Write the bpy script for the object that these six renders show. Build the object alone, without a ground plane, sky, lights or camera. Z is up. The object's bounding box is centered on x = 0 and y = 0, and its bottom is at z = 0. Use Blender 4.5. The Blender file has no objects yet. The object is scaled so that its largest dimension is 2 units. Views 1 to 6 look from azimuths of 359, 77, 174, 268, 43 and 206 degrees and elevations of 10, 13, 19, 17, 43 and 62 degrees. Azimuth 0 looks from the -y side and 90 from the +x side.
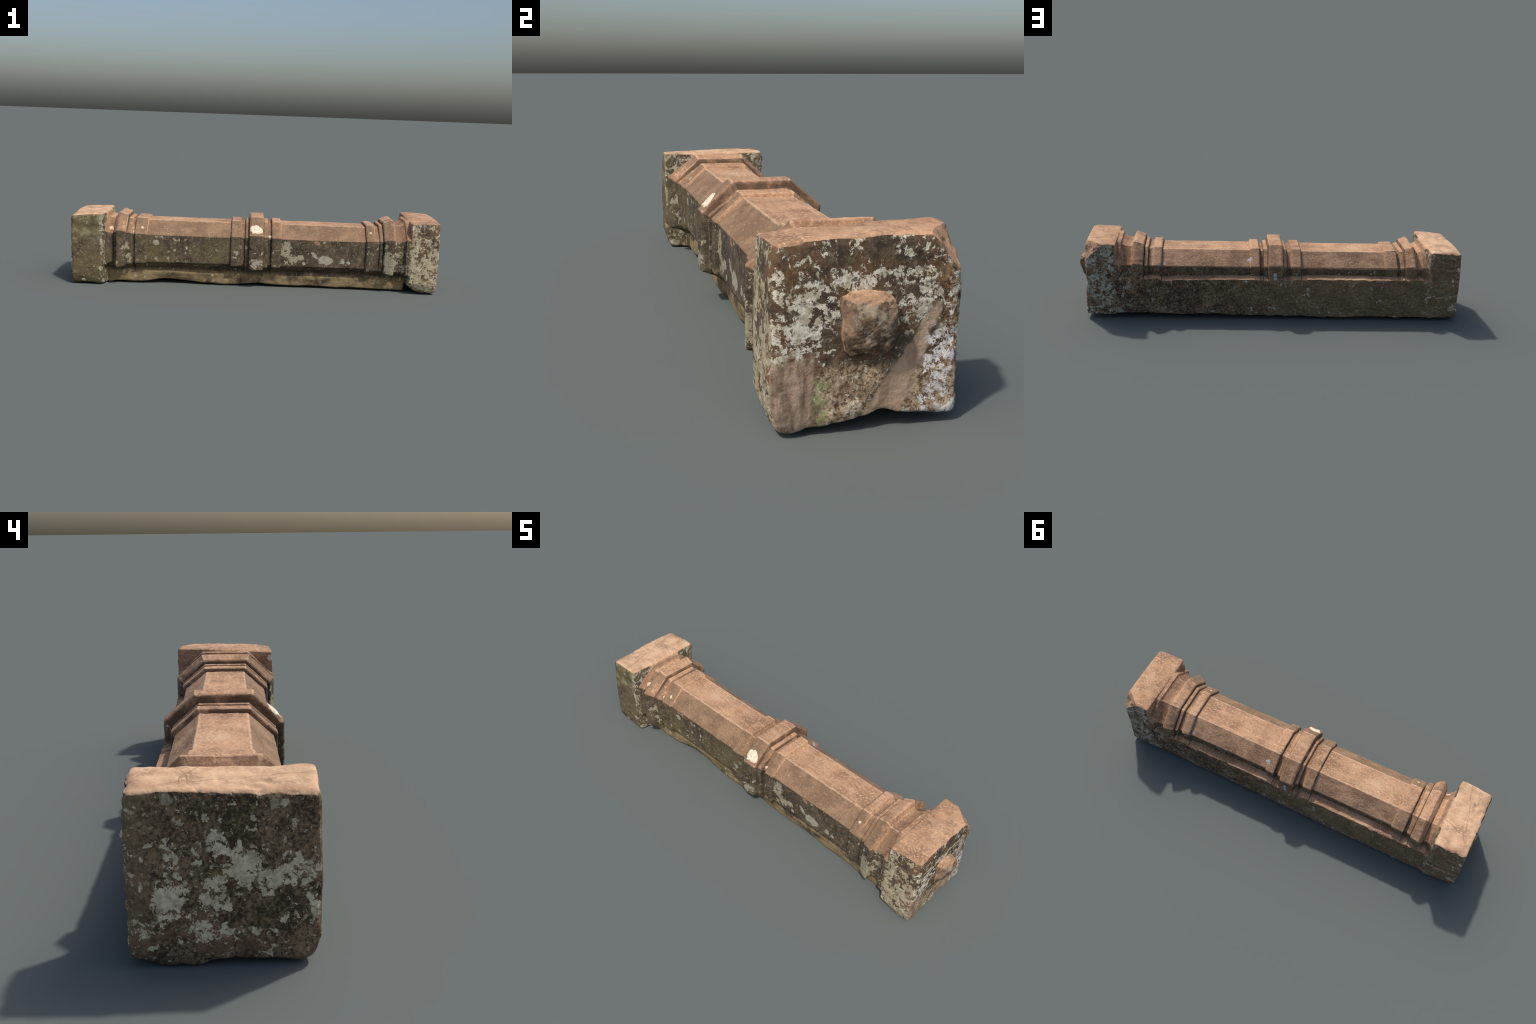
# A fallen octagonal sandstone baluster: two square end blocks, moulded collars,
# an eight-sided shaft, a rough uncarved bed along the back and underside, one tenon.
import bpy, math
import numpy as np

STEP = 0.0025          # mesh spacing along the stone and around it
ZC = 0.189             # height of the octagon's axis

# ------------------------------------------------------------------ noise
def _hash(ix, iy, iz, seed):
    h = (ix * 374761393 + iy * 668265263 + iz * 2147483647 + seed * 974711) & 0xFFFFFFFF
    h = ((h ^ (h >> 13)) * 1274126177) & 0xFFFFFFFF
    h = ((h ^ (h >> 16)) * 2246822519) & 0xFFFFFFFF
    return (h ^ (h >> 15)) & 0xFFFFFFFF

def vnoise(p, scale, seed=0):
    """smooth value noise in -1..1 at points p (n,3)"""
    q = p * np.asarray(scale, float)
    i = np.floor(q).astype(np.int64)
    f = q - i
    f = f * f * f * (f * (f * 6 - 15) + 10)
    out = np.zeros(len(p))
    for dx in (0, 1):
        for dy in (0, 1):
            for dz in (0, 1):
                w = ((f[:, 0] if dx else 1 - f[:, 0]) *
                     (f[:, 1] if dy else 1 - f[:, 1]) *
                     (f[:, 2] if dz else 1 - f[:, 2]))
                out += w * (_hash(i[:, 0] + dx, i[:, 1] + dy, i[:, 2] + dz, seed) / 2147483647.5 - 1)
    return out

def fbm(p, scale, octaves=3, seed=0, gain=0.5):
    s = np.asarray(scale, float) * np.ones(3)
    tot, amp = np.zeros(len(p)), 1.0
    for o in range(octaves):
        tot += amp * vnoise(p + 3.7 * o, s, seed + o * 17)
        amp *= gain
        s = s * 2.03
    return tot

def smooth(a, b, x):
    t = np.clip((x - a) / (b - a), 0, 1)
    return t * t * (3 - 2 * t)

# ------------------------------------------------------------------ cross-sections
# Every section has the same named corners in (y, z), listed from the bottom at the
# back, up the back, over the top, down the front and along the underside.
CORNERS = ["back_foot", "ledge_outer", "ledge_inner", "back_arris", "back_mid", "top_back",
           "top_front", "front_mid", "front_arris", "front_low", "recess", "plinth_crest",
           "plinth_foot", "underside"]

def octagon(a, af=None, grow=1.0, x=0.0):
    """moulded part: a = height of the top facet above the axis, af = reach of the front face"""
    af = a if af is None else af
    s, sf = a / 0.147, af / 0.147
    ab = min(a * grow, 0.192)
    tb, tf = 0.073 * s, 0.070 * s
    zb, zf = ZC + 0.079 * s, ZC + 0.074 * sf
    zt = ZC + a - 0.003
    out = np.interp(x, [-0.76, -0.58, -0.5, -0.1, 0.1, 0.48, 0.62, 0.76], [-0.005, -0.001, 0.005, 0.005, 0.006, 0.006, -0.004, -0.003])
    zfoot = np.interp(x, [-0.8, -0.3, 0.0, 0.3, 0.8], [0.004, 0.006, 0.012, 0.013, 0.018])
    return np.array([(0.191, zfoot + 0.005), (0.1900, 0.212), (ab, 0.221), (ab, zb),
                     ((ab + tb) / 2, (zb + zt) / 2), (tb, zt), (-tf, zt),
                     (-(af + tf) / 2, (zf + zt) / 2), (-af, zf), (-af, ZC - 0.072 * sf),
                     (-(af - 0.049), 0.080), (-0.117 + out, 0.055), (-0.111 + out, 0.006), (0.02, 0.010)])

def block(top_front, top_back, y_front=-0.198, y_back=0.190, foot=0.008):
    mid = (top_front + top_back) / 2
    return np.array([(y_back + 0.002, foot), (y_back + 0.001, 0.205), (y_back, 0.225), (y_back, 0.285),
                     (y_back - 0.002, top_back), (0.085, mid * 0.4 + top_back * 0.6 + 0.002),
                     (-0.085, mid * 0.4 + top_front * 0.6 + 0.002),
                     (y_front + 0.002, top_front), (y_front, 0.275), (y_front - 0.001, 0.14),
                     (y_front - 0.002, 0.09), (y_front - 0.001, 0.055), (y_front + 0.012, foot),
                     (0.0, foot)])

# ------------------------------------------------------------------ profile along the stone
# (part, [(x, height of facet above axis)]) read from the left end to the right end.
LB, RB = "end_block", "end_block"
profile = [
    ("cove", [(-0.8065, 0.175), (-0.802, 0.174), (-0.7995, 0.166), (-0.789, 0.158), (-0.776, 0.151), (-0.764, 0.149)]),
    ("ring_moulding", [(-0.7600, 0.156), (-0.7550, 0.163), (-0.7470, 0.174), (-0.7410, 0.1825), (-0.733, 0.1830),
                       (-0.716, 0.177), (-0.700, 0.1725), (-0.6965, 0.170), (-0.6945, 0.162)]),
    ("fillet", [(-0.6935, 0.147), (-0.6912, 0.147), (-0.6905, 0.1545), (-0.688, 0.154), (-0.674, 0.152), (-0.6715, 0.150), (-0.6705, 0.1415), (-0.6570, 0.1410), (-0.6560, 0.1385), (-0.6535, 0.1385)]),
    ("narrow_band", [(-0.6525, 0.153), (-0.6485, 0.1575), (-0.640, 0.157), (-0.598, 0.156), (-0.590, 0.1545), (-0.5878, 0.1475)]),
    ("shaft", [(-0.586, 0.1465), (-0.37, 0.1455), (-0.152, 0.1445)]),
    ("narrow_band", [(-0.1448, 0.1435), (-0.1438, 0.154), (-0.140, 0.157), (-0.102, 0.157), (-0.095, 0.1555), (-0.093, 0.145)]),
    ("fillet", [(-0.090, 0.1435), (-0.0725, 0.1405), (-0.0698, 0.1395), (-0.0688, 0.151), (-0.0665, 0.1545), (-0.0525, 0.1555), (-0.0505, 0.153)]),
    ("center_band", [(-0.0490, 0.158), (-0.0480, 0.173), (-0.044, 0.180), (-0.036, 0.183), (0.016, 0.1825),
                     (0.0225, 0.180), (0.0262, 0.173)]),
    ("fillet", [(0.0280, 0.154), (0.0330, 0.1555), (0.0485, 0.154), (0.0500, 0.150), (0.0510, 0.1400), (0.0535, 0.1420), (0.0670, 0.1400), (0.0690, 0.1385)]),
    ("narrow_band", [(0.0702, 0.145), (0.0715, 0.154), (0.076, 0.1575), (0.110, 0.157), (0.117, 0.1555), (0.1200, 0.1465)]),
    ("shaft", [(0.125, 0.1455), (0.35, 0.1445), (0.566, 0.1440)]),
    ("narrow_band", [(0.5715, 0.1445), (0.5728, 0.154), (0.579, 0.158), (0.606, 0.159), (0.614, 0.157), (0.6185, 0.150)]),
    ("fillet", [(0.6215, 0.1475), (0.6380, 0.1455), (0.6408, 0.1425), (0.6418, 0.155), (0.646, 0.159), (0.659, 0.1595), (0.6600, 0.1500), (0.6618, 0.1495)]),
    ("ring_moulding", [(0.6630, 0.158), (0.6645, 0.169), (0.669, 0.175), (0.688, 0.182), (0.702, 0.1875),
                       (0.711, 0.1890), (0.7155, 0.1870), (0.7185, 0.176), (0.7225, 0.166)]),
    ("cove", [(0.729, 0.161), (0.744, 0.160), (0.758, 0.163), (0.768, 0.169), (0.776, 0.177), (0.7785, 0.182),
              (0.7800, 0.187), (0.7960, 0.189), (0.7985, 0.187)]),
]

keys = []        # (x, polygon, part)
keys.append((-0.980, block(0.362, 0.366, foot=0.007), "end_block"))
keys.append((-0.965, block(0.364, 0.369, foot=0.006), "end_block"))
keys.append((-0.90, block(0.368, 0.372, foot=0.005), "end_block"))
keys.append((-0.825, block(0.368, 0.370, foot=0.005), "end_block"))
keys.append((-0.816, block(0.365, 0.366, foot=0.009), "end_block"))
for part, pts in profile:
    for x, a in pts:
        reach = a + 0.014 * np.interp(x, [-0.765, -0.757, -0.71, -0.697], [0.3, 1, 1, 0])
        for lo, hi, flush in ((-0.698, -0.657, 0.166), (-0.0965, -0.0745, 0.1555), (0.0275, 0.051, 0.161), (0.617, 0.6385, 0.157)):
            if lo < x < hi:      # quirks that die out on the upright front face
                reach = max(reach, flush)
        keys.append((x, octagon(a, reach, np.interp(x, [-0.7, 0.6], [0.975, 1.045]), x), part))
keys.append((0.8030, block(0.368, 0.384, -0.189, 0.190, 0.016), "end_block"))
keys.append((0.8130, block(0.373, 0.387, -0.190, 0.191, 0.015), "end_block"))
keys.append((0.90, block(0.378, 0.391, -0.190, 0.191, 0.014), "end_block"))
keys.append((0.955, block(0.380, 0.391, -0.190, 0.191, 0.014), "end_block"))

# perimeter: a fixed number of samples on each side of the section
mean = np.mean([k[1] for k in keys], axis=0)
biggest = np.max([np.linalg.norm(np.roll(k[1], -1, 0) - k[1], axis=1) for k in keys], axis=0)
counts = np.maximum(3, np.round((0.6 * biggest + 0.4 * np.linalg.norm(np.roll(mean, -1, 0) - mean, axis=1)) / STEP)).astype(int)
NPER = int(counts.sum())
side_of = np.repeat(np.arange(len(CORNERS)), counts)

def ring(poly):
    nxt = np.roll(poly, -1, 0)
    return np.concatenate([poly[i] + (nxt[i] - poly[i]) * (np.arange(c) / c)[:, None] for i, c in enumerate(counts)])

rows, row_part = [], []
for (x0, p0, n0), (x1, p1, n1) in zip(keys[:-1], keys[1:]):
    d = math.hypot(x1 - x0, float(np.max(np.linalg.norm(p1 - p0, axis=1))))
    fine_row = STEP if {n0, n1} & {"shaft", "end_block"} else 0.0016
    n = max(1, int(round(d / fine_row)))
    for k in range(n):
        t = k / n
        y = ring(p0 + (p1 - p0) * t)
        rows.append(np.column_stack([np.full(NPER, x0 + (x1 - x0) * t), y]))
        row_part.append(n0 if (n0 == n1 or n0 != "end_block") and n1 != "end_block" else "end_block")
rows.append(np.column_stack([np.full(NPER, keys[-1][0]), ring(keys[-1][1])]))
row_part.append("end_block")

# end faces: the last section shrinks towards its middle
NCAP = 52
def cap(row):
    c = np.array([row[0, 0], 0.0, 0.19])
    return [c + (row - c) * f for f in np.linspace(1, 0, NCAP + 1)[1:]]
capL = cap(rows[0])[::-1]
capR = cap(rows[-1])
G = np.array(capL + rows + capR)
row_part = ["end_block"] * NCAP + row_part + ["end_block"] * NCAP
NR = len(G)
print("grid", G.shape)

# part index per row (each run of equal names is one piece)
runs, piece = [], -1
prev = None
run_id = np.zeros(NR, int)
prevkey = None
# pieces are delimited by the profile, so neighbouring equal names never merge
for i, nme in enumerate(row_part):
    if nme != prev:
        runs.append(nme); prev = nme
    run_id[i] = len(runs) - 1

P = G.reshape(-1, 3)
X, Y, Z = P[:, 0].copy(), P[:, 1].copy(), P[:, 2].copy()

# ------------------------------------------------------------------ end faces and blocks
endL = np.clip((-0.80 - X) / 0.18, 0, 1)
lean = 0.001 - 0.005 * smooth(0.30, 0.05, Z) * smooth(-0.05, 0.15, Y)
lean -= 0.017 * np.exp(-((Y - 0.000) / 0.028) ** 2 - ((Z - 0.230) / 0.020) ** 2)
X += endL * lean
endR = np.clip((X - 0.80) / 0.155, 0, 1)
bulge = -0.004 + 0.002 * np.exp(-((Y + 0.01) ** 2 + (Z - 0.24) ** 2) / (2 * 0.055 ** 2)) 
# the lower back corner of the right face has split away along a slanting line
split = smooth(0.0, 0.02, (Y - 0.01) * 0.83 - (Z - 0.076) * 0.553) * smooth(0.28, 0.25, Z)
bulge -= 0.004 * split * smooth(0.0, 0.03, Z)
X += endR * bulge

# ------------------------------------------------------------------ underside: hollow and uneven
def foot_right(y):
    return np.interp(y, [-0.19, -0.16, -0.07, 0.0, 0.04, 0.07, 0.15, 0.19], [0.000, -0.012, 0.000, 0.020, 0.026, 0.014, 0.006, 0.004])
def foot_left(y):
    return np.interp(y, [-0.20, -0.166, -0.10, -0.04, 0.05, 0.10, 0.15, 0.19], [0.006, -0.006, -0.004, 0.002, -0.006, -0.012, -0.008, 0.006])
# the ledge at the back wanders up and down
ledge_z = np.interp(X, [-0.85, -0.60, -0.27, -0.07, 0.22, 0.50, 0.55, 0.60, 0.80], [0.222, 0.217, 0.219, 0.209, 0.212, 0.207, 0.199, 0.213, 0.207])
near_ledge = smooth(0.12, 0.20, Z) * smooth(0.262, 0.225, Z) * smooth(0.08, 0.13, Y) * smooth(0.80, 0.78, np.abs(X))
Z += near_ledge * (ledge_z - 0.213 + 0.0025 * vnoise(P, (18, 1, 1), 7) + 0.0015 * vnoise(P, (60, 1, 1), 8))
low = np.clip(1 - Z / 0.10, 0, 1)
lift = smooth(-0.70, -0.85, X) * foot_left(Y) + smooth(0.70, 0.84, X) * foot_right(Y)
lift += smooth(0.85, 0.79, np.abs(X)) * 0.004 * fbm(P, (6, 8, 3), 2, 5)
# undercut in the plinth left of the middle
under = np.exp(-((X + 0.47) / 0.085) ** 2) * smooth(0.0, -0.08, Y)
lift += 0.018 * under
Z += low * lift
Y += 0.030 * under * np.clip(1 - Z / 0.055, 0, 1) * smooth(0.6, 0.4, np.abs(X))
# inner foot of the right block is knocked off
Z += 0.045 * smooth(0.85, 0.785, X) * smooth(0.78, 0.79, X) * smooth(0.02, -0.10, Y) * np.clip(1 - Z / 0.06, 0, 1)
G = np.column_stack([X, Y, Z]).reshape(NR, NPER, 3)

# ------------------------------------------------------------------ wear: round the edges
def relax(G, it, w):
    w = w[..., None]
    for _ in range(it):
        A = (np.roll(G, 1, 1) + np.roll(G, -1, 1)) * 0.25
        B = G.copy()
        B[1:-1] = (G[:-2] + G[2:]) * 0.25 + A[1:-1]
        B[0], B[-1] = G[0], G[-1]
        G = G + (B - G) * w * 0.7
    return G
x = G[..., 0]; y = G[..., 1]; z = G[..., 2]
everywhere = np.ones(G.shape[:2])
outer = smooth(0.86, 0.94, np.abs(x))
bed = smooth(0.10, 0.05, z)
inner = smooth(0.795, 0.83, np.abs(x)) * 0.8
G = relax(G, 1, everywhere * 0.8)
G = relax(G, 17, np.clip(np.maximum(bed, inner), 0, 1))
wide = np.clip(outer * (0.55 + 0.6 * vnoise(G.reshape(-1, 3), 9, 3).reshape(G.shape[:2])) , 0, 1)
G = relax(G, 66, wide)

def normals(G):
    du = np.empty_like(G); du[1:-1] = G[2:] - G[:-2]; du[0] = G[1] - G[0]; du[-1] = G[-1] - G[-2]
    dv = np.roll(G, -1, 1) - np.roll(G, 1, 1)
    n = np.cross(dv, du)
    l = np.linalg.norm(n, axis=2, keepdims=True)
    n = n / np.maximum(l, 1e-12)
    n[0] = (-1, 0, 0); n[-1] = (1, 0, 0)
    return n
N = normals(G)
if np.mean(np.sum(N[NR // 2] * (G[NR // 2] - (0, 0, 0.19)), axis=1)) < 0:
    N = -N; N[0] = (-1, 0, 0); N[-1] = (1, 0, 0)
    FLIP = True
else:
    FLIP = False

# ------------------------------------------------------------------ chips: planes that cut corners off
def chip(G, n, d, rough=0.004, seed=1, where=None):
    n = np.asarray(n, float); n /= np.linalg.norm(n)
    P = G.reshape(-1, 3)
    h = P @ n - d + rough * fbm(P, 22, 2, seed)
    if where is not None:
        h = h - (1 - where(P)) * 10
    h = np.maximum(h, 0)
    return (P - h[:, None] * n).reshape(G.shape)
G = chip(G, (0.520, 0.675, 0.524), 0.779, 0.003, 11)              # broken top corner, right end at the back
G = chip(G, (0.30, 0.62, 0.72), 0.655, 0.003, 12, lambda p: smooth(0.86, 0.9, p[:, 0]))
G = chip(G, (-0.30, -0.68, -0.66), 0.428, 0.004, 15, lambda p: smooth(-0.86, -0.9, p[:, 0]))
G = chip(G, (-0.3, 0.70, -0.64), 0.425, 0.004, 16, lambda p: smooth(-0.86, -0.9, p[:, 0]))
G = chip(G, (0.3, -0.70, -0.60), 0.421, 0.003, 17, lambda p: smooth(0.80, 0.86, p[:, 0]))

# ------------------------------------------------------------------ relief
P = G.reshape(-1, 3)
Nf = N.reshape(-1, 3)
ax = np.abs(P[:, 0])
seg = np.tile(side_of, NR)
is_block = smooth(0.79, 0.81, ax)
back_face = smooth(0.165, 0.18, P[:, 1]) * smooth(0.8, 0.95, Nf[:, 1]) * np.maximum(smooth(0.235, 0.205, P[:, 2]), is_block)
is_end = smooth(0.7, 0.9, np.abs(Nf[:, 0])) * smooth(0.90, 0.93, ax)
under_face = smooth(0.09, 0.05, P[:, 2])
h = 0.0010 * fbm(P, 6, 2, 21) + 0.0006 * fbm(P, (30, 60, 60), 3, 22)
chisel = fbm(P + 0.03 * vnoise(P, 12, 30)[:, None], (38, 38, 60), 4, 23, 0.6)
h += back_face * (0.0042 * chisel * (0.60 + 0.40 * smooth(0.4, -0.6, P[:, 0])) + 0.002 * fbm(P, 14, 2, 24))
h += is_end * (1 - 0.6 * smooth(0.9, 0.95, P[:, 0])) * (0.0017 * fbm(P, 30, 4, 25, 0.6) + 0.0022 * fbm(P, 9, 2, 26))
h += under_face * (1 - back_face) * 0.004 * fbm(P, (11, 18, 18), 3, 27)
h += is_block * (1 - is_end) * (0.0028 * fbm(P, 11, 3, 28))
# worn, nibbled arrises on ring mouldings and bands
proud = smooth(0.150, 0.175, np.maximum(P[:, 2] - ZC, np.abs(P[:, 1])))
nib = np.maximum(fbm(P, (24, 24, 24), 2, 29) - 0.45, 0)
h -= proud * (1 - is_block) * 0.006 * nib
# nicks on the block silhouettes
h -= outer.reshape(-1) * 0.006 * np.maximum(fbm(P, 28, 2, 31) - 0.55, 0)
h += 0.0015
P = P + Nf * h[:, None]
G = P.reshape(NR, NPER, 3)
# poles
G[0] = G[1].mean(0); G[-1] = G[-2].mean(0)
G[..., 2] = np.maximum(G[..., 2] + 0.0035, 0.0)          # it sits on its lowest corners
N = normals(G) * (-1 if FLIP else 1)
N[0] = (-1, 0, 0); N[-1] = (1, 0, 0)

# ------------------------------------------------------------------ materials
def stone_material(name):
    m = bpy.data.materials.new(name); m.use_nodes = True
    nt = m.node_tree; nt.nodes.clear()
    L = nt.links
    def node(t, **k):
        n = nt.nodes.new(t)
        for a, v in k.items(): setattr(n, a, v)
        return n
    def put(sock, v):
        if isinstance(v, bpy.types.NodeSocket): L.new(v, sock)
        elif isinstance(v, (tuple, list)) and len(v) == 3 and sock.type == 'RGBA': sock.default_value = (*v, 1)
        else: sock.default_value = v
    def math_(op, a, b=0.0, c=0.0, clamp=False):
        n = node('ShaderNodeMath', operation=op, use_clamp=clamp)
        put(n.inputs[0], a); put(n.inputs[1], b); put(n.inputs[2], c)
        return n.outputs[0]
    def vmath(op, a, b=None, s=None):
        n = node('ShaderNodeVectorMath', operation=op)
        put(n.inputs[0], a)
        if b is not None: put(n.inputs[1], b)
        if s is not None: put(n.inputs['Scale'], s)
        return n.outputs['Value'] if op in ('LENGTH', 'DISTANCE', 'DOT_PRODUCT') else n.outputs['Vector']
    def ss(v, a, b):
        n = node('ShaderNodeMapRange', interpolation_type='SMOOTHSTEP')
        inv = a > b
        put(n.inputs['Value'], v)
        n.inputs['From Min'].default_value = min(a, b); n.inputs['From Max'].default_value = max(a, b)
        n.inputs['To Min'].default_value = 1 if inv else 0; n.inputs['To Max'].default_value = 0 if inv else 1
        return n.outputs['Result']
    def noise(scale, detail=3, rough=0.55, vec=None, dist=0.0, stretch=None, off=(0, 0, 0)):
        v = vec or obj
        mp = node('ShaderNodeMapping')
        L.new(v, mp.inputs['Vector'])
        mp.inputs['Location'].default_value = off
        if stretch: mp.inputs['Scale'].default_value = stretch
        n = node('ShaderNodeTexNoise')
        L.new(mp.outputs[0], n.inputs['Vector'])
        n.inputs['Scale'].default_value = scale; n.inputs['Detail'].default_value = detail
        n.inputs['Roughness'].default_value = rough; n.inputs['Distortion'].default_value = dist
        return n.outputs['Fac']
    def mix(f, a, b, blend='MIX'):
        n = node('ShaderNodeMix', data_type='RGBA', blend_type=blend)
        put(n.inputs[0], f); put(n.inputs[6], a); put(n.inputs[7], b)
        return n.outputs[2]
    def mul(*a):
        r = a[0]
        for b in a[1:]: r = math_('MULTIPLY', r, b)
        return r
    def mx(*a):
        r = a[0]
        for b in a[1:]: r = math_('MAXIMUM', r, b)
        return r
    def inv(a): return math_('SUBTRACT', 1.0, a)
    def add(a, b): return math_('ADD', a, b)
    def sub(a, b): return math_('SUBTRACT', a, b)

    tc = node('ShaderNodeTexCoord'); obj = tc.outputs['Object']
    sp = node('ShaderNodeSeparateXYZ'); L.new(obj, sp.inputs[0])
    x, y, z = sp.outputs
    geo = node('ShaderNodeNewGeometry')
    sn = node('ShaderNodeSeparateXYZ'); L.new(geo.outputs['Normal'], sn.inputs[0])
    nx, ny, nz = sn.outputs
    absx = math_('ABSOLUTE', x); absy = math_('ABSOLUTE', y); anx = math_('ABSOLUTE', nx); any_ = math_('ABSOLUTE', ny)

    fine = noise(210, 3, 0.6)
    grain = noise(120, 4, 0.7)
    mid = noise(26, 4, 0.6)
    big = noise(7, 4, 0.6)
    streak = noise(30, 4, 0.6, stretch=(0.25, 1.4, 1.4))
    cn0 = noise(16, 4, 0.6, off=(12, 2, 2))
    edge = noise(42, 4, 0.65, off=(3, 1, 2))

    # --- clean rose-brown sandstone
    clean = mix(ss(big, 0.38, 0.64), (0.330, 0.184, 0.106), (0.520, 0.305, 0.178))
    clean = mix(mul(ss(streak, 0.45, 0.7), 0.55), clean, (0.610, 0.375, 0.225))
    clean = mix(mul(ss(mid, 0.52, 0.75), 0.5), clean, (0.250, 0.142, 0.086))
    clean = mix(mul(ss(grain, 0.54, 0.68), 0.65), clean, (0.760, 0.510, 0.310))
    clean = mix(mul(ss(grain, 0.45, 0.33), 0.6), clean, (0.180, 0.105, 0.072))
    # duller, greyer skin on the slanting facets
    slant = mul(ss(ny, -0.42, -0.58), ss(nz, 0.05, 0.20), ss(absx, 0.80, 0.785))
    skin = mix(ss(noise(15, 4, 0.65, off=(9, 0, 0)), 0.35, 0.65), (0.145, 0.095, 0.058), (0.245, 0.157, 0.095))
    skin = mix(mul(ss(grain, 0.52, 0.68), 0.5), skin, (0.380, 0.255, 0.155))
    skin = mix(mul(ss(grain, 0.46, 0.34), 0.6), skin, (0.085, 0.062, 0.043))
    clean = mix(mul(slant, 0.85), clean, skin)
    # worn, brighter arrises of the top facet
    arris = math_('ABSOLUTE', sub(absy, math_('MULTIPLY', sub(z, ZC), 0.480)))
    worn = mul(ss(add(arris, math_('MULTIPLY', sub(edge, 0.5), 0.02)), 0.006, 0.001), ss(absx, 0.80, 0.78), ss(z, 0.31, 0.32))
    clean = mix(mul(worn, 0.6), clean, (0.60, 0.41, 0.265))
    # bleached left block top
    pale = mul(ss(x, -0.79, -0.83), ss(nz, 0.5, 0.8), ss(noise(9, 4, 0.6, off=(0, 4, 0)), 0.25, 0.55))
    clean = mix(mul(pale, 0.75), clean, mix(ss(mid, 0.35, 0.65), (0.740, 0.500, 0.315), (0.560, 0.355, 0.220)))
    # hairline cracks across the left block
    for ca, cb, cc_ in ((1.0, 0.25, -0.905), (0.35, 1.0, -0.245), (0.30, -1.0, -0.345)):
        d = add(math_('MULTIPLY', x, ca), math_('MULTIPLY', y, cb))
        d = math_('ABSOLUTE', add(sub(d, cc_), math_('MULTIPLY', sub(noise(9, 2, 0.4), 0.5), 0.10)))
        clean = mix(mul(ss(d, 0.0022, 0.0006), ss(x, -0.80, -0.82), ss(nz, 0.5, 0.7), ss(big, 0.42, 0.55), 0.5), clean, (0.17, 0.10, 0.065))

    # darker brown bands in the quirks between mouldings
    quirk_brown = None
    for gx, gw in ((-0.800, 0.014), (-0.692, 0.004), (-0.662, 0.009), (-0.080, 0.012), (-0.050, 0.004), (0.027, 0.004), (0.060, 0.010), (0.6305, 0.011), (0.6610, 0.004), (0.745, 0.020)):
        g = ss(math_('ABSOLUTE', sub(add(x, math_('MULTIPLY', sub(edge, 0.5), 0.006)), gx)), gw, gw * 0.55)
        quirk_brown = g if quirk_brown is None else mx(quirk_brown, g)
    clean = mix(mul(quirk_brown, ss(mid, 0.30, 0.55), 0.60), clean, (0.185, 0.113, 0.066))
    # thin dark lines along the joints
    joint_dark = None
    for gx in (-0.7605, -0.6925, -0.6550, -0.1452, -0.0697, -0.0497, 0.0276, 0.0515, 0.0690, 0.5712, 0.6408, 0.6612):
        g = ss(math_('ABSOLUTE', sub(add(x, math_('MULTIPLY', sub(edge, 0.5), 0.003)), gx)), 0.0036, 0.0016)
        joint_dark = g if joint_dark is None else mx(joint_dark, g)
    clean = mix(mul(joint_dark, ss(cn0, 0.34, 0.52), 0.75), clean, (0.095, 0.060, 0.038))
    stain = mul(ss(noise(5.5, 5, 0.68, off=(6, 1, 4)), 0.50, 0.64), ss(grain, 0.62, 0.45))
    clean = mix(mul(stain, 0.60), clean, (0.195, 0.120, 0.074))
    rubbed = mul(ss(noise(4.2, 4, 0.6, off=(3, 7, 7)), 0.55, 0.66), ss(nz, 0.8, 0.95))
    clean = mix(mul(rubbed, 0.55), clean, mix(ss(grain, 0.4, 0.6), (0.50, 0.305, 0.185), (0.70, 0.46, 0.29)))

    # --- dark biofilm where the sides have weathered
    wob = math_('MULTIPLY', sub(edge, 0.5), 0.35)
    # between the blocks: the upright faces and everything below them, whichever way a groove wall faces
    upright = mul(ss(sub(sub(z, ZC), math_('MULTIPLY', absy, 0.515)), 0.003, -0.003), ss(absx, 0.8065, 0.8040))
    blockside = mul(ss(add(any_, wob), 0.50, 0.62), ss(absx, 0.8040, 0.8065))
    tz_ = mul(ss(x, 0.955, 0.965), ss(absy, 0.075, 0.065))
    side = mx(upright, mul(blockside, inv(tz_)))
    ends = mul(ss(add(anx, wob), 0.62, 0.78), ss(absx, 0.8040, 0.8065))
    lowz = ss(add(z, math_('MULTIPLY', sub(edge, 0.5), 0.05)), 0.100, 0.085)
    ledge = mul(ss(y, 0.12, 0.14), ss(z, 0.195, 0.205), ss(z, 0.235, 0.228), ss(nz, 0.4, 0.7))
    crust = mul(mx(side, ends, lowz), inv(ledge))
    broken = mul(ss(x, 0.83, 0.85), ss(y, 0.10, 0.13), ss(z, 0.29, 0.31), ss(nz, 0.3, 0.42))
    topk = mul(ss(nz, 0.68, 0.54), inv(broken))
    crust = mul(crust, mx(topk, lowz, upright))
    crumb = noise(105, 5, 0.75, off=(2, 2, 8))
    cn1 = noise(18, 5, 0.65, off=(5, 5, 5)); cn2 = noise(60, 4, 0.65, off=(1, 7, 3))
    dark = mix(ss(cn1, 0.34, 0.66), (0.050, 0.037, 0.025), (0.104, 0.078, 0.050))
    dark = mix(mul(ss(cn2, 0.52, 0.68), 0.75), dark, (0.180, 0.138, 0.092))
    dark = mix(mul(ss(fine, 0.58, 0.70), 0.5), dark, (0.24, 0.19, 0.125))
    dark = mix(mul(ss(cn2, 0.46, 0.34), 0.6), dark, (0.035, 0.028, 0.021))
    olive = mul(ss(noise(6, 3, 0.6, off=(2, 8, 1)), 0.42, 0.62), ss(x, 0.3, -0.4))
    dark = mix(mul(olive, 0.55), dark, (0.145, 0.120, 0.052))
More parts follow.
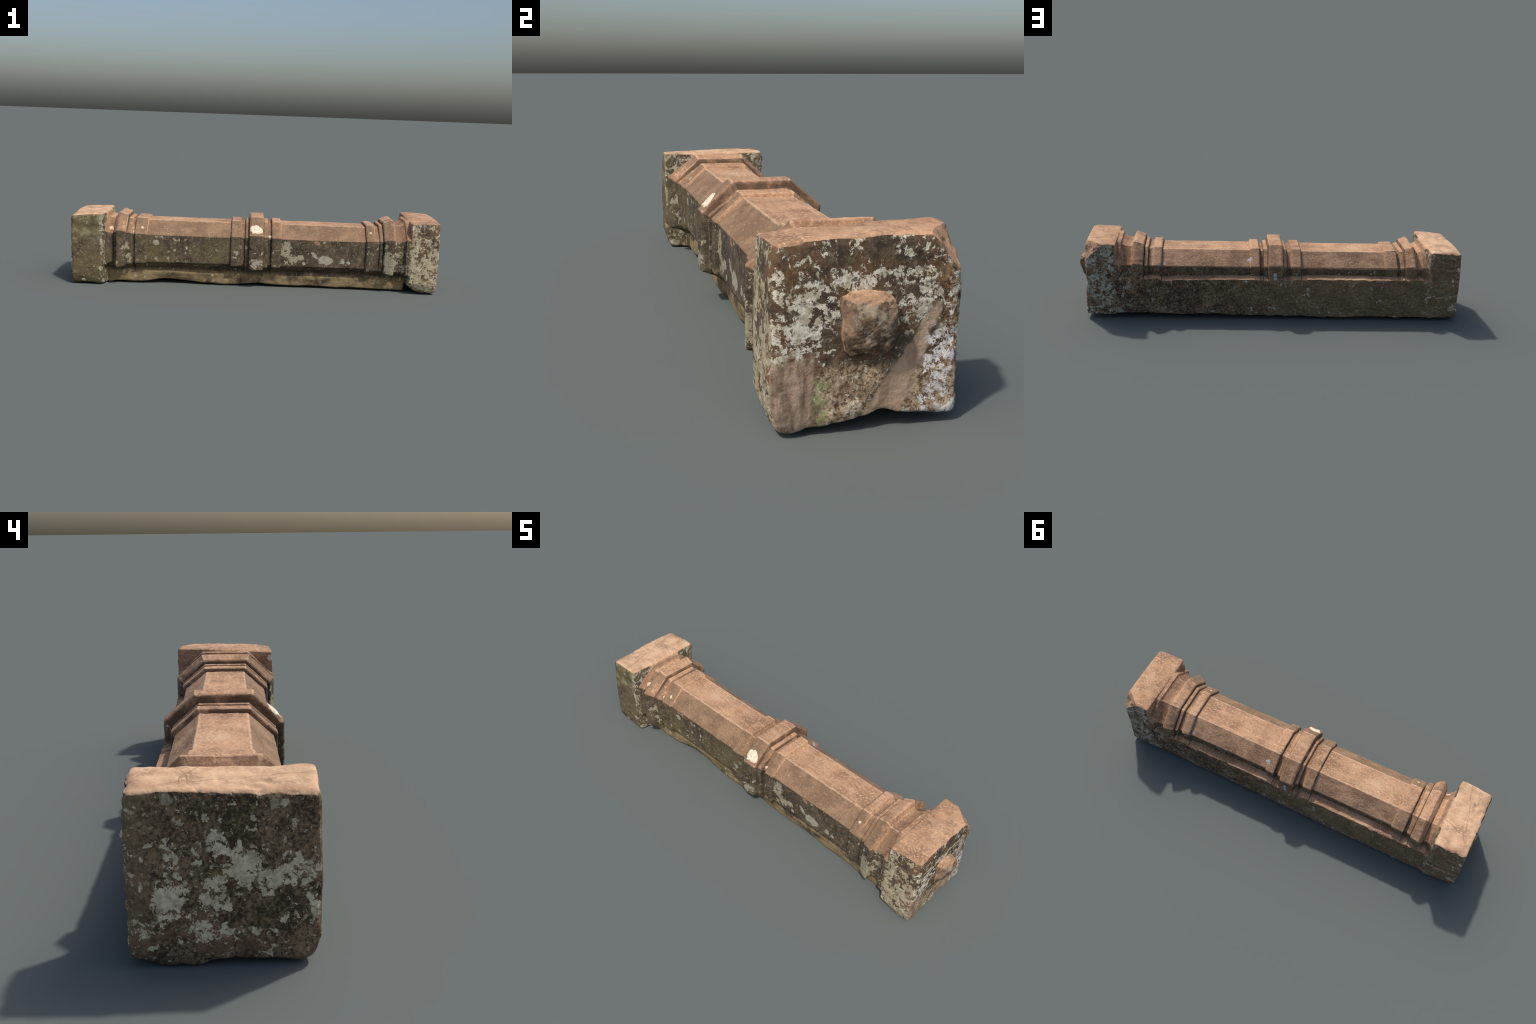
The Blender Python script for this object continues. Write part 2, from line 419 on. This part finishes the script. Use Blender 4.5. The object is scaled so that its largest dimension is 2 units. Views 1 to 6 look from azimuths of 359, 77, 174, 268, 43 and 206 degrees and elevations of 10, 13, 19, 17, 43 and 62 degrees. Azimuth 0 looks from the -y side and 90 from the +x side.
    dark = mix(mul(ss(x, -0.80, -0.82), 0.45, ss(mid, 0.3, 0.6)), dark, (0.190, 0.148, 0.075))
    dark = mix(mul(ss(add(mul(crumb, 0.6), mul(cn1, 0.4)), 0.47, 0.40), 0.55), dark, (0.042, 0.032, 0.022))
    dark = mix(mul(ss(crumb, 0.60, 0.68), 0.6), dark, (0.270, 0.225, 0.150))
    # rustier ground on the right end
    rust = mul(ss(x, 0.80, 0.93), ss(noise(11, 4, 0.65, off=(4, 4, 9)), 0.40, 0.62))
    dark = mix(mul(rust, 0.7), dark, (0.185, 0.100, 0.048))
    # sunless left end and back: crust tinted warmer and lighter against blue skylight
    shade_warm = mx(mul(ss(x, -0.93, -0.95), ss(anx, 0.5, 0.7)), ss(y, 0.13, 0.17))
    dark = mix(mul(shade_warm, 0.75), dark, mix(ss(add(mul(crumb, 0.65), mul(cn1, 0.35)), 0.43, 0.60), (0.066, 0.041, 0.024), (0.400, 0.255, 0.142)))
    dark = mix(mul(ss(y, 0.13, 0.17), ss(x, 0.5, -0.3), 0.45), dark, (0.300, 0.200, 0.108))
    ruddy = mul(ss(x, -0.93, -0.95), ss(anx, 0.5, 0.7), ss(z, 0.16, 0.10), ss(noise(10, 4, 0.6, off=(0, 5, 5)), 0.46, 0.60))
    dark = mix(mul(ruddy, 0.6), dark, (0.235, 0.130, 0.080))
    # right end face: scraped, streaky lower corner and the smooth split
    re = mul(ss(x, 0.915, 0.94), ss(anx, 0.5, 0.7))
    drip = noise(30, 4, 0.6, stretch=(1, 1.5, 0.35), off=(0, 3, 0))
    wy = add(y, math_('MULTIPLY', sub(mid, 0.5), 0.05)); wz = add(z, math_('MULTIPLY', sub(cn1, 0.5), 0.05))
    rag = math_('MULTIPLY', sub(noise(17, 4, 0.7, off=(3, 3, 3)), 0.5), 0.12)
    scrape = mul(re, ss(add(wy, rag), -0.095, -0.118), ss(add(wz, rag), 0.172, 0.150))
    dark = mix(mul(scrape, 0.85), dark, mix(ss(drip, 0.38, 0.62), (0.170, 0.108, 0.070), (0.430, 0.300, 0.210)))
    cut = sub(math_('MULTIPLY', sub(wy, 0.01), 0.83), math_('MULTIPLY', sub(wz, 0.076), 0.553))
    cutm = mul(re, ss(cut, 0.000, 0.012), ss(sub(cut, math_('MULTIPLY', sub(0.25, z), 0.22)), 0.028, 0.016), ss(z, 0.262, 0.245))
    dark = mix(mul(cutm, 0.85), dark, mix(ss(drip, 0.35, 0.65), (0.370, 0.255, 0.170), (0.520, 0.375, 0.260)))
    seam = mul(re, ss(math_('ABSOLUTE', cut), 0.008, 0.002), ss(z, 0.262, 0.245), ss(z, 0.05, 0.07))
    dark = mix(mul(seam, 0.7), dark, (0.110, 0.105, 0.080))
    bare = mx(scrape, cutm)
    ochre = mul(re, ss(wz, 0.155, 0.120), inv(bare))
    dark = mix(mul(ochre, 0.8), dark, mix(ss(add(mul(crumb, 0.55), mul(cn1, 0.45)), 0.40, 0.58), (0.165, 0.098, 0.052), (0.520, 0.400, 0.265)))
    dark = mix(mul(re, 0.55, inv(bare), ss(crumb, 0.50, 0.42)), dark, (0.060, 0.036, 0.022))
    mossy = mul(re, ss(math_('ABSOLUTE', add(wy, 0.095)), 0.022, 0.008), ss(z, 0.125, 0.105), ss(cn2, 0.44, 0.54))
    dark = mix(mul(mossy, 0.7), dark, (0.27, 0.30, 0.13))
    # the tenon keeps a brown, mottled skin
    tenon = mul(ss(x, 0.957, 0.966), ss(absy, 0.085, 0.078), ss(math_('ABSOLUTE', sub(z, 0.224)), 0.095, 0.085))
    tcol = mix(ss(cn1, 0.36, 0.62), (0.065, 0.043, 0.028), (0.235, 0.150, 0.095))
    tcol = mix(mul(ss(cn2, 0.52, 0.64), 0.7), tcol, (0.40, 0.29, 0.19))
    # sandy plinth
    sandy = mul(ss(z, 0.085, 0.06), ss(y, -0.06, -0.10), ss(absx, 0.80, 0.78), ss(noise(13, 4, 0.6, off=(0, 0, 6)), 0.32, 0.58))
    dark = mix(mul(sandy, 0.85), dark, (0.270, 0.195, 0.100))

    col = mix(crust, clean, dark)
    col = mix(mul(tenon, mx(ss(nz, 0.75, 0.45), 0.35), 0.9), col, tcol)

    # --- lichen: crusty pale patches, thick in some places
    warp = node('ShaderNodeTexNoise'); L.new(obj, warp.inputs['Vector'])
    warp.inputs['Scale'].default_value = 38; warp.inputs['Detail'].default_value = 4; warp.inputs['Roughness'].default_value = 0.65
    wv = vmath('SCALE', vmath('SUBTRACT', warp.outputs['Color'], (0.5, 0.5, 0.5)), s=0.055)
    wp = vmath('ADD', obj, wv)
    lich = noise(21, 8, 0.74, vec=wp, off=(7, 3, 1))
    spot_n = node('ShaderNodeTexVoronoi'); L.new(wp, spot_n.inputs['Vector']); spot_n.inputs['Scale'].default_value = 34
    spot_sep = node('ShaderNodeSeparateColor'); L.new(spot_n.outputs['Color'], spot_sep.inputs[0])
    spots = mul(ss(math_('SUBTRACT', spot_n.outputs['Distance'], math_('MULTIPLY', spot_sep.outputs[0], 0.34)), 0.05, -0.03), ss(spot_sep.outputs[1], 0.45, 0.55))
    spot2 = node('ShaderNodeTexVoronoi'); L.new(wp, spot2.inputs['Vector']); spot2.inputs['Scale'].default_value = 95
    s2s = node('ShaderNodeSeparateColor'); L.new(spot2.outputs['Color'], s2s.inputs[0])
    specks = mul(ss(spot2.outputs['Distance'], 0.34, 0.20), ss(add(s2s.outputs[0], mul(shade_warm, 0.10)), 0.79, 0.83))
    spot3 = node('ShaderNodeTexVoronoi'); L.new(wp, spot3.inputs['Vector']); spot3.inputs['Scale'].default_value = 23
    s3 = node('ShaderNodeSeparateColor'); L.new(spot3.outputs['Color'], s3.inputs[0])
    rounds = mul(ss(sub(spot3.outputs['Distance'], math_('MULTIPLY', s3.outputs[0], 0.40)), 0.015, -0.025), ss(s3.outputs[1], 0.36, 0.40))
    front = ss(y, -0.10, -0.14); back = ss(y, 0.13, 0.17)
    # how thickly it grows, by place
    rfront = mul(front, ss(x, 0.79, 0.80), inv(mul(ss(z, 0.30, 0.345), ss(x, 0.84, 0.87))))
    belt = mul(ss(wz, 0.345, 0.320), mx(ss(wz, 0.20, 0.225), mul(ss(y, -0.04, -0.07), ss(wz, 0.15, 0.17))))
    rim = mul(ss(y, 0.085, 0.12), ss(z, 0.22, 0.18))
    rend = mul(re, mx(belt, rim, 0.62))
    rcollar = mul(front, ss(x, 0.60, 0.68))
    lend = mul(ss(x, -0.93, -0.95), ss(anx, 0.5, 0.7), ss(math_('ADD', math_('ABSOLUTE', sub(z, 0.17)), math_('MULTIPLY', absy, 0.25)), 0.19, 0.06))
    rback = mul(back, ss(x, 0.62, 0.86))
    lback = mul(back, ss(x, -0.80, -0.94))
    linner = mul(ss(absx, 0.800, 0.806), ss(absx, 0.84, 0.825))
    dens = mx(mul(rfront, add(0.230, mul(ss(z, 0.22, 0.12), 0.05))), mul(rend, 0.225), mul(rcollar, 0.15), mul(lend, add(0.08, mul(ss(noise(13, 3, 0.5, vec=wp, off=(1, 9, 4)), 0.42, 0.58), 0.21))), mul(rback, 0.215), mul(lback, 0.13), mul(back, 0.03), mul(linner, 0.19))
    lobes = node('ShaderNodeTexVoronoi'); L.new(wp, lobes.inputs['Vector']); lobes.inputs['Scale'].default_value = 62
    lobe = math_('MULTIPLY', sub(lobes.outputs['Distance'], 0.42), 0.22)
    patch = ss(sub(add(lich, dens), lobe), 0.700, 0.716)
    lcn = noise(75, 3, 0.6, off=(6, 6, 2))
    cream = mix(ss(lcn, 0.35, 0.65), (0.30, 0.255, 0.165), (0.47, 0.415, 0.290))
    grey = mix(ss(lcn, 0.35, 0.65), (0.290, 0.265, 0.185), (0.500, 0.465, 0.340))
    blue = mix(ss(lcn, 0.35, 0.65), (0.38, 0.355, 0.27), (0.70, 0.68, 0.58))
    lcol = mix(mul(front, ss(x, 0.5, 0.8), ss(anx, 0.6, 0.4)), grey, cream)
    lcol = mix(mul(back, ss(big, 0.4, 0.6)), lcol, blue)
    lcol = mix(mul(shade_warm, ss(x, -0.93, -0.95)), lcol, mix(ss(lcn, 0.35, 0.65), (0.62, 0.51, 0.34), (0.92, 0.77, 0.53)))  # lichen colour warmed and brightened where only sky light reaches it
    lcol = mix(mul(re, 0.85), lcol, mix(ss(lcn, 0.36, 0.60), (0.46, 0.41, 0.29), (0.76, 0.72, 0.60)))
    lcol = mix(mul(re, rim, 0.8), lcol, (0.76, 0.72, 0.72))
    crumbs = add(inv(mul(re, 0.9)), mul(re, 0.9, ss(add(mul(crumb, 0.5), mul(cn2, 0.5)), 0.41, 0.47)))
    loose = mx(mul(ss(x, -0.93, -0.95), ss(add(anx, 0.0), 0.5, 0.7), ss(add(absy, math_('ABSOLUTE', sub(z, 0.17))), 0.33, 0.20)), mul(rback, 0.9), mul(lback, 0.6))
    rounds = mul(rounds, loose, ss(add(mul(lcn, 0.5), mul(crumb, 0.5)), 0.30, 0.40))
    lmask = mul(crust, crumbs, inv(mul(bare, 0.88)), inv(mul(tenon, 0.75)), mx(patch, mul(spots, 0.85), mul(specks, 0.7), mul(rounds, 0.9)))
    col = mix(mul(lmask, 0.92), col, lcol)
    # thin film of greenish grey on the left block front
    film = mul(front, ss(any_, 0.5, 0.7), ss(x, -0.78, -0.84), ss(noise(20, 4, 0.6, off=(8, 2, 2)), 0.46, 0.60), ss(z, 0.20, 0.28))
    col = mix(mul(film, crust, 0.55), col, (0.300, 0.290, 0.180))

    # --- single growths that can be told apart: (x, y, z, radius, ragged edge, colour)
    W = (0.78, 0.68, 0.50); D = (0.66, 0.56, 0.40); S = (0.36, 0.335, 0.26); T = (0.34, 0.30, 0.21); R = (0.33, 0.19, 0.125); B = (0.55, 0.58, 0.62)
    singles = [
        (-0.018, -0.150, 0.312, 0.028, 0.15, W), (-0.003, -0.152, 0.306, 0.024, 0.15, W),
        (0.060, -0.135, 0.278, 0.011, 0.5, D), (-0.655, -0.135, 0.280, 0.010, 0.4, D),
        (-0.615, -0.125, 0.300, 0.008, 0.3, D), (-0.775, -0.14, 0.295, 0.014, 0.9, D),
        (0.594, -0.115, 0.308, 0.007, 0.3, D), (0.800, -0.185, 0.352, 0.014, 0.5, W),
        (0.118, 0.118, 0.297, 0.014, 0.7, B),
        (-0.540, -0.147, 0.225, 0.016, 0.2, S), (0.342, -0.147, 0.160, 0.024, 0.35, S), (0.372, -0.147, 0.158, 0.023, 0.35, S),
        (0.445, -0.147, 0.155, 0.016, 0.6, S), (0.480, -0.147, 0.150, 0.010, 0.4, S),
        (0.190, -0.147, 0.165, 0.025, 0.8, T), (0.228, -0.147, 0.165, 0.018, 0.8, T), (0.150, -0.147, 0.190, 0.022, 0.9, T),
        (0.155, -0.147, 0.230, 0.022, 1.2, T), (0.245, -0.147, 0.137, 0.009, 0.3, S), (0.305, -0.147, 0.175, 0.016, 1.3, S),
        (0.310, -0.147, 0.251, 0.013, 0.3, R),
        (-0.700, -0.165, 0.205, 0.022, 1.0, T), (-0.690, -0.165, 0.150, 0.024, 1.2, T),
        (0.700, -0.180, 0.150, 0.040, 0.9, T), (0.690, -0.180, 0.185, 0.030, 0.9, T), (0.690, -0.180, 0.105, 0.020, 0.7, T),
        (-0.010, -0.183, 0.135, 0.026, 1.5, S), (-0.115, -0.158, 0.185, 0.012, 0.6, S),
        (0.560, 0.138, 0.278, 0.008, 0.5, B), (-0.005, 0.183, 0.240, 0.010, 0.6, B), (-0.012, 0.183, 0.218, 0.010, 0.6, B),
    ]
    w2 = vmath('SUBTRACT', warp.outputs['Color'], (0.5, 0.5, 0.5))
    for sx, sy, sz, r, rag, c in singles:
        q = vmath('ADD', obj, vmath('SCALE', w2, s=(rag * 1.3 + 0.35) * r * 2.6))
        dd = vmath('DISTANCE', q, (sx, sy, sz))
        f = ss(dd, r * 1.03, r * 0.93)
        inner_t = mix(ss(lcn, 0.38, 0.55), tuple(v * 0.80 for v in c), c)
        col = mix(mul(f, ss(add(fine, 0.25), 0.55, 0.66), 0.95), col, inner_t)
    # pale scrape on the shaft's top facet
    dd = vmath('LENGTH', vmath('MULTIPLY', vmath('SUBTRACT', vmath('ADD', obj, vmath('SCALE', w2, s=0.05)), (-0.43, 0.0, 0.335)), (0.7, 1.2, 1.0)))
    col = mix(mul(ss(dd, 0.034, 0.012), 0.65), col, (0.62, 0.41, 0.27))
    # tiny white specks on the clean faces
    ws = node('ShaderNodeTexVoronoi'); L.new(wp, ws.inputs['Vector']); ws.inputs['Scale'].default_value = 55
    wss = node('ShaderNodeSeparateColor'); L.new(ws.outputs['Color'], wss.inputs[0])
    col = mix(mul(ss(ws.outputs['Distance'], 0.16, 0.09), ss(wss.outputs[0], 0.955, 0.96), inv(crust), 0.8), col, (0.68, 0.56, 0.44))

    bs = node('ShaderNodeBsdfPrincipled')
    L.new(col, bs.inputs['Base Color'])
    put(bs.inputs['Roughness'], 0.88)
    bs.inputs['Specular IOR Level'].default_value = 0.25
    bump = node('ShaderNodeBump'); bump.inputs['Strength'].default_value = 0.55; bump.inputs['Distance'].default_value = 0.004
    hgt = add(add(mul(grain, 0.6), mul(fine, 0.35)), add(mul(cn2, crust, inv(mul(lmask, 0.7)), 0.6), add(mul(lmask, 0.25), mul(crumb, crust, 0.5))))
    L.new(hgt, bump.inputs['Height'])
    L.new(bump.outputs[0], bs.inputs['Normal'])
    out = node('ShaderNodeOutputMaterial')
    L.new(bs.outputs[0], out.inputs['Surface'])
    return m

STONE = stone_material("weathered_sandstone")

# ------------------------------------------------------------------ objects
root = bpy.data.objects.new("stone_baluster", None)
bpy.context.collection.objects.link(root)
root["label"] = "weathered pink sandstone octagonal pillar lying on its side"
root["category"] = "stone baluster"

def link(name, V, F, NV):
    me = bpy.data.meshes.new(name)
    me.from_pydata(V.tolist(), [], F)
    me.polygons.foreach_set("use_smooth", np.ones(len(me.polygons), bool))
    me.update()
    me.normals_split_custom_set_from_vertices(NV.tolist())
    me.materials.append(STONE)
    ob = bpy.data.objects.new(name, me)
    bpy.context.collection.objects.link(ob)
    ob.parent = root
    return ob

# quads of the grid, sorted into pieces: runs along the stone, and the uncarved bed below
rr, cc = np.meshgrid(np.arange(NR - 1), np.arange(NPER), indexing="ij")
c2 = (cc + 1) % NPER
vid = np.arange(NR * NPER).reshape(NR, NPER)
quads = np.stack([vid[rr, cc], vid[rr, c2], vid[rr + 1, c2], vid[rr + 1, cc]], axis=-1)
if FLIP:
    quads = quads[..., ::-1]
bed_sides = [CORNERS.index(n) for n in ("back_foot", "ledge_outer", "recess", "plinth_crest", "plinth_foot", "underside")]
is_bed_col = np.isin(side_of, bed_sides)[None, :] & np.ones((NR - 1, 1), bool)
names = np.array(runs)
first_block, last_block = 0, len(runs) - 1
piece = run_id[:-1, None] * np.ones((1, NPER), int)
bed_mask = is_bed_col & (piece != first_block) & (piece != last_block)
piece[bed_mask] = 999
Vall, Nall = G.reshape(-1, 3), N.reshape(-1, 3)
for pid in sorted(set(piece.ravel().tolist())):
    q = quads[piece == pid]
    used, invx = np.unique(q, return_inverse=True)
    q = invx.reshape(q.shape)
    name = "uncarved_bed" if pid == 999 else runs[pid]
    V = Vall[used]
    faces = q.tolist()
    link(name, V, faces, Nall[used])

# ------------------------------------------------------------------ tenon on the right end
nu, nv = 150, 70
u = np.linspace(0, 2 * math.pi, nu, endpoint=False)
v = np.linspace(0, 1, nv)
U, Vv = np.meshgrid(u, v)
def sgnpow(a, p): return np.sign(a) * np.abs(a) ** p
# v: from the buried root, along the side, over a rounded tip
ang = np.clip((Vv - 0.35) / 0.65, 0, 1) * math.pi / 2
rad = np.cos(ang) ** 0.36
along = np.where(Vv < 0.35, -0.045 * (1 - Vv / 0.35), 0) + 0.052 * np.sin(ang) ** 0.75
flare = 1 + 0.07 * smooth(0.014, -0.008, along)
ty = 0.051 * rad * sgnpow(np.cos(U), 0.52) * flare
tz = 0.063 * rad * sgnpow(np.sin(U), 0.52) * flare
tx = 0.946 + along
T = np.column_stack([tx.ravel(), (ty - 0.002).ravel(), (tz + 0.222).ravel()])
tip = smooth(0.955, 0.995, T[:, 0])
T[:, 0] -= tip * 0.014 * smooth(0.245, 0.17, T[:, 2])          # underside battered back
T[:, 0] -= tip * 0.014 * smooth(0.0, -0.05, T[:, 1])
T[:, 1] -= 0.016 * smooth(0.23, 0.29, T[:, 2]) * smooth(0.0, -0.05, T[:, 1])
off = 0.004 * fbm(T, 20, 4, 41, 0.6)
T += off[:, None] * (T - (0.93, 0, 0.228)) / 0.06
TG = T.reshape(nv, nu, 3)
TG[-1] = TG[-2].mean(0)
TG[..., 0] = np.minimum(TG[..., 0], 0.9995)
ids = np.arange(nv * nu).reshape(nv, nu)
r2, k2 = np.meshgrid(np.arange(nv - 1), np.arange(nu), indexing="ij")
kk = (k2 + 1) % nu
tq = np.stack([ids[r2, k2], ids[r2, kk], ids[r2 + 1, kk], ids[r2 + 1, k2]], axis=-1).reshape(-1, 4)
dv_ = np.roll(TG, -1, 1) - np.roll(TG, 1, 1)
du_ = np.empty_like(TG); du_[1:-1] = TG[2:] - TG[:-2]; du_[0] = TG[1] - TG[0]; du_[-1] = TG[-1] - TG[-2]
tn = np.cross(dv_, du_); tn /= np.maximum(np.linalg.norm(tn, axis=2, keepdims=True), 1e-12)
tn[-1] = (1, 0, 0)
link("tenon", TG.reshape(-1, 3), tq.tolist(), tn.reshape(-1, 3))
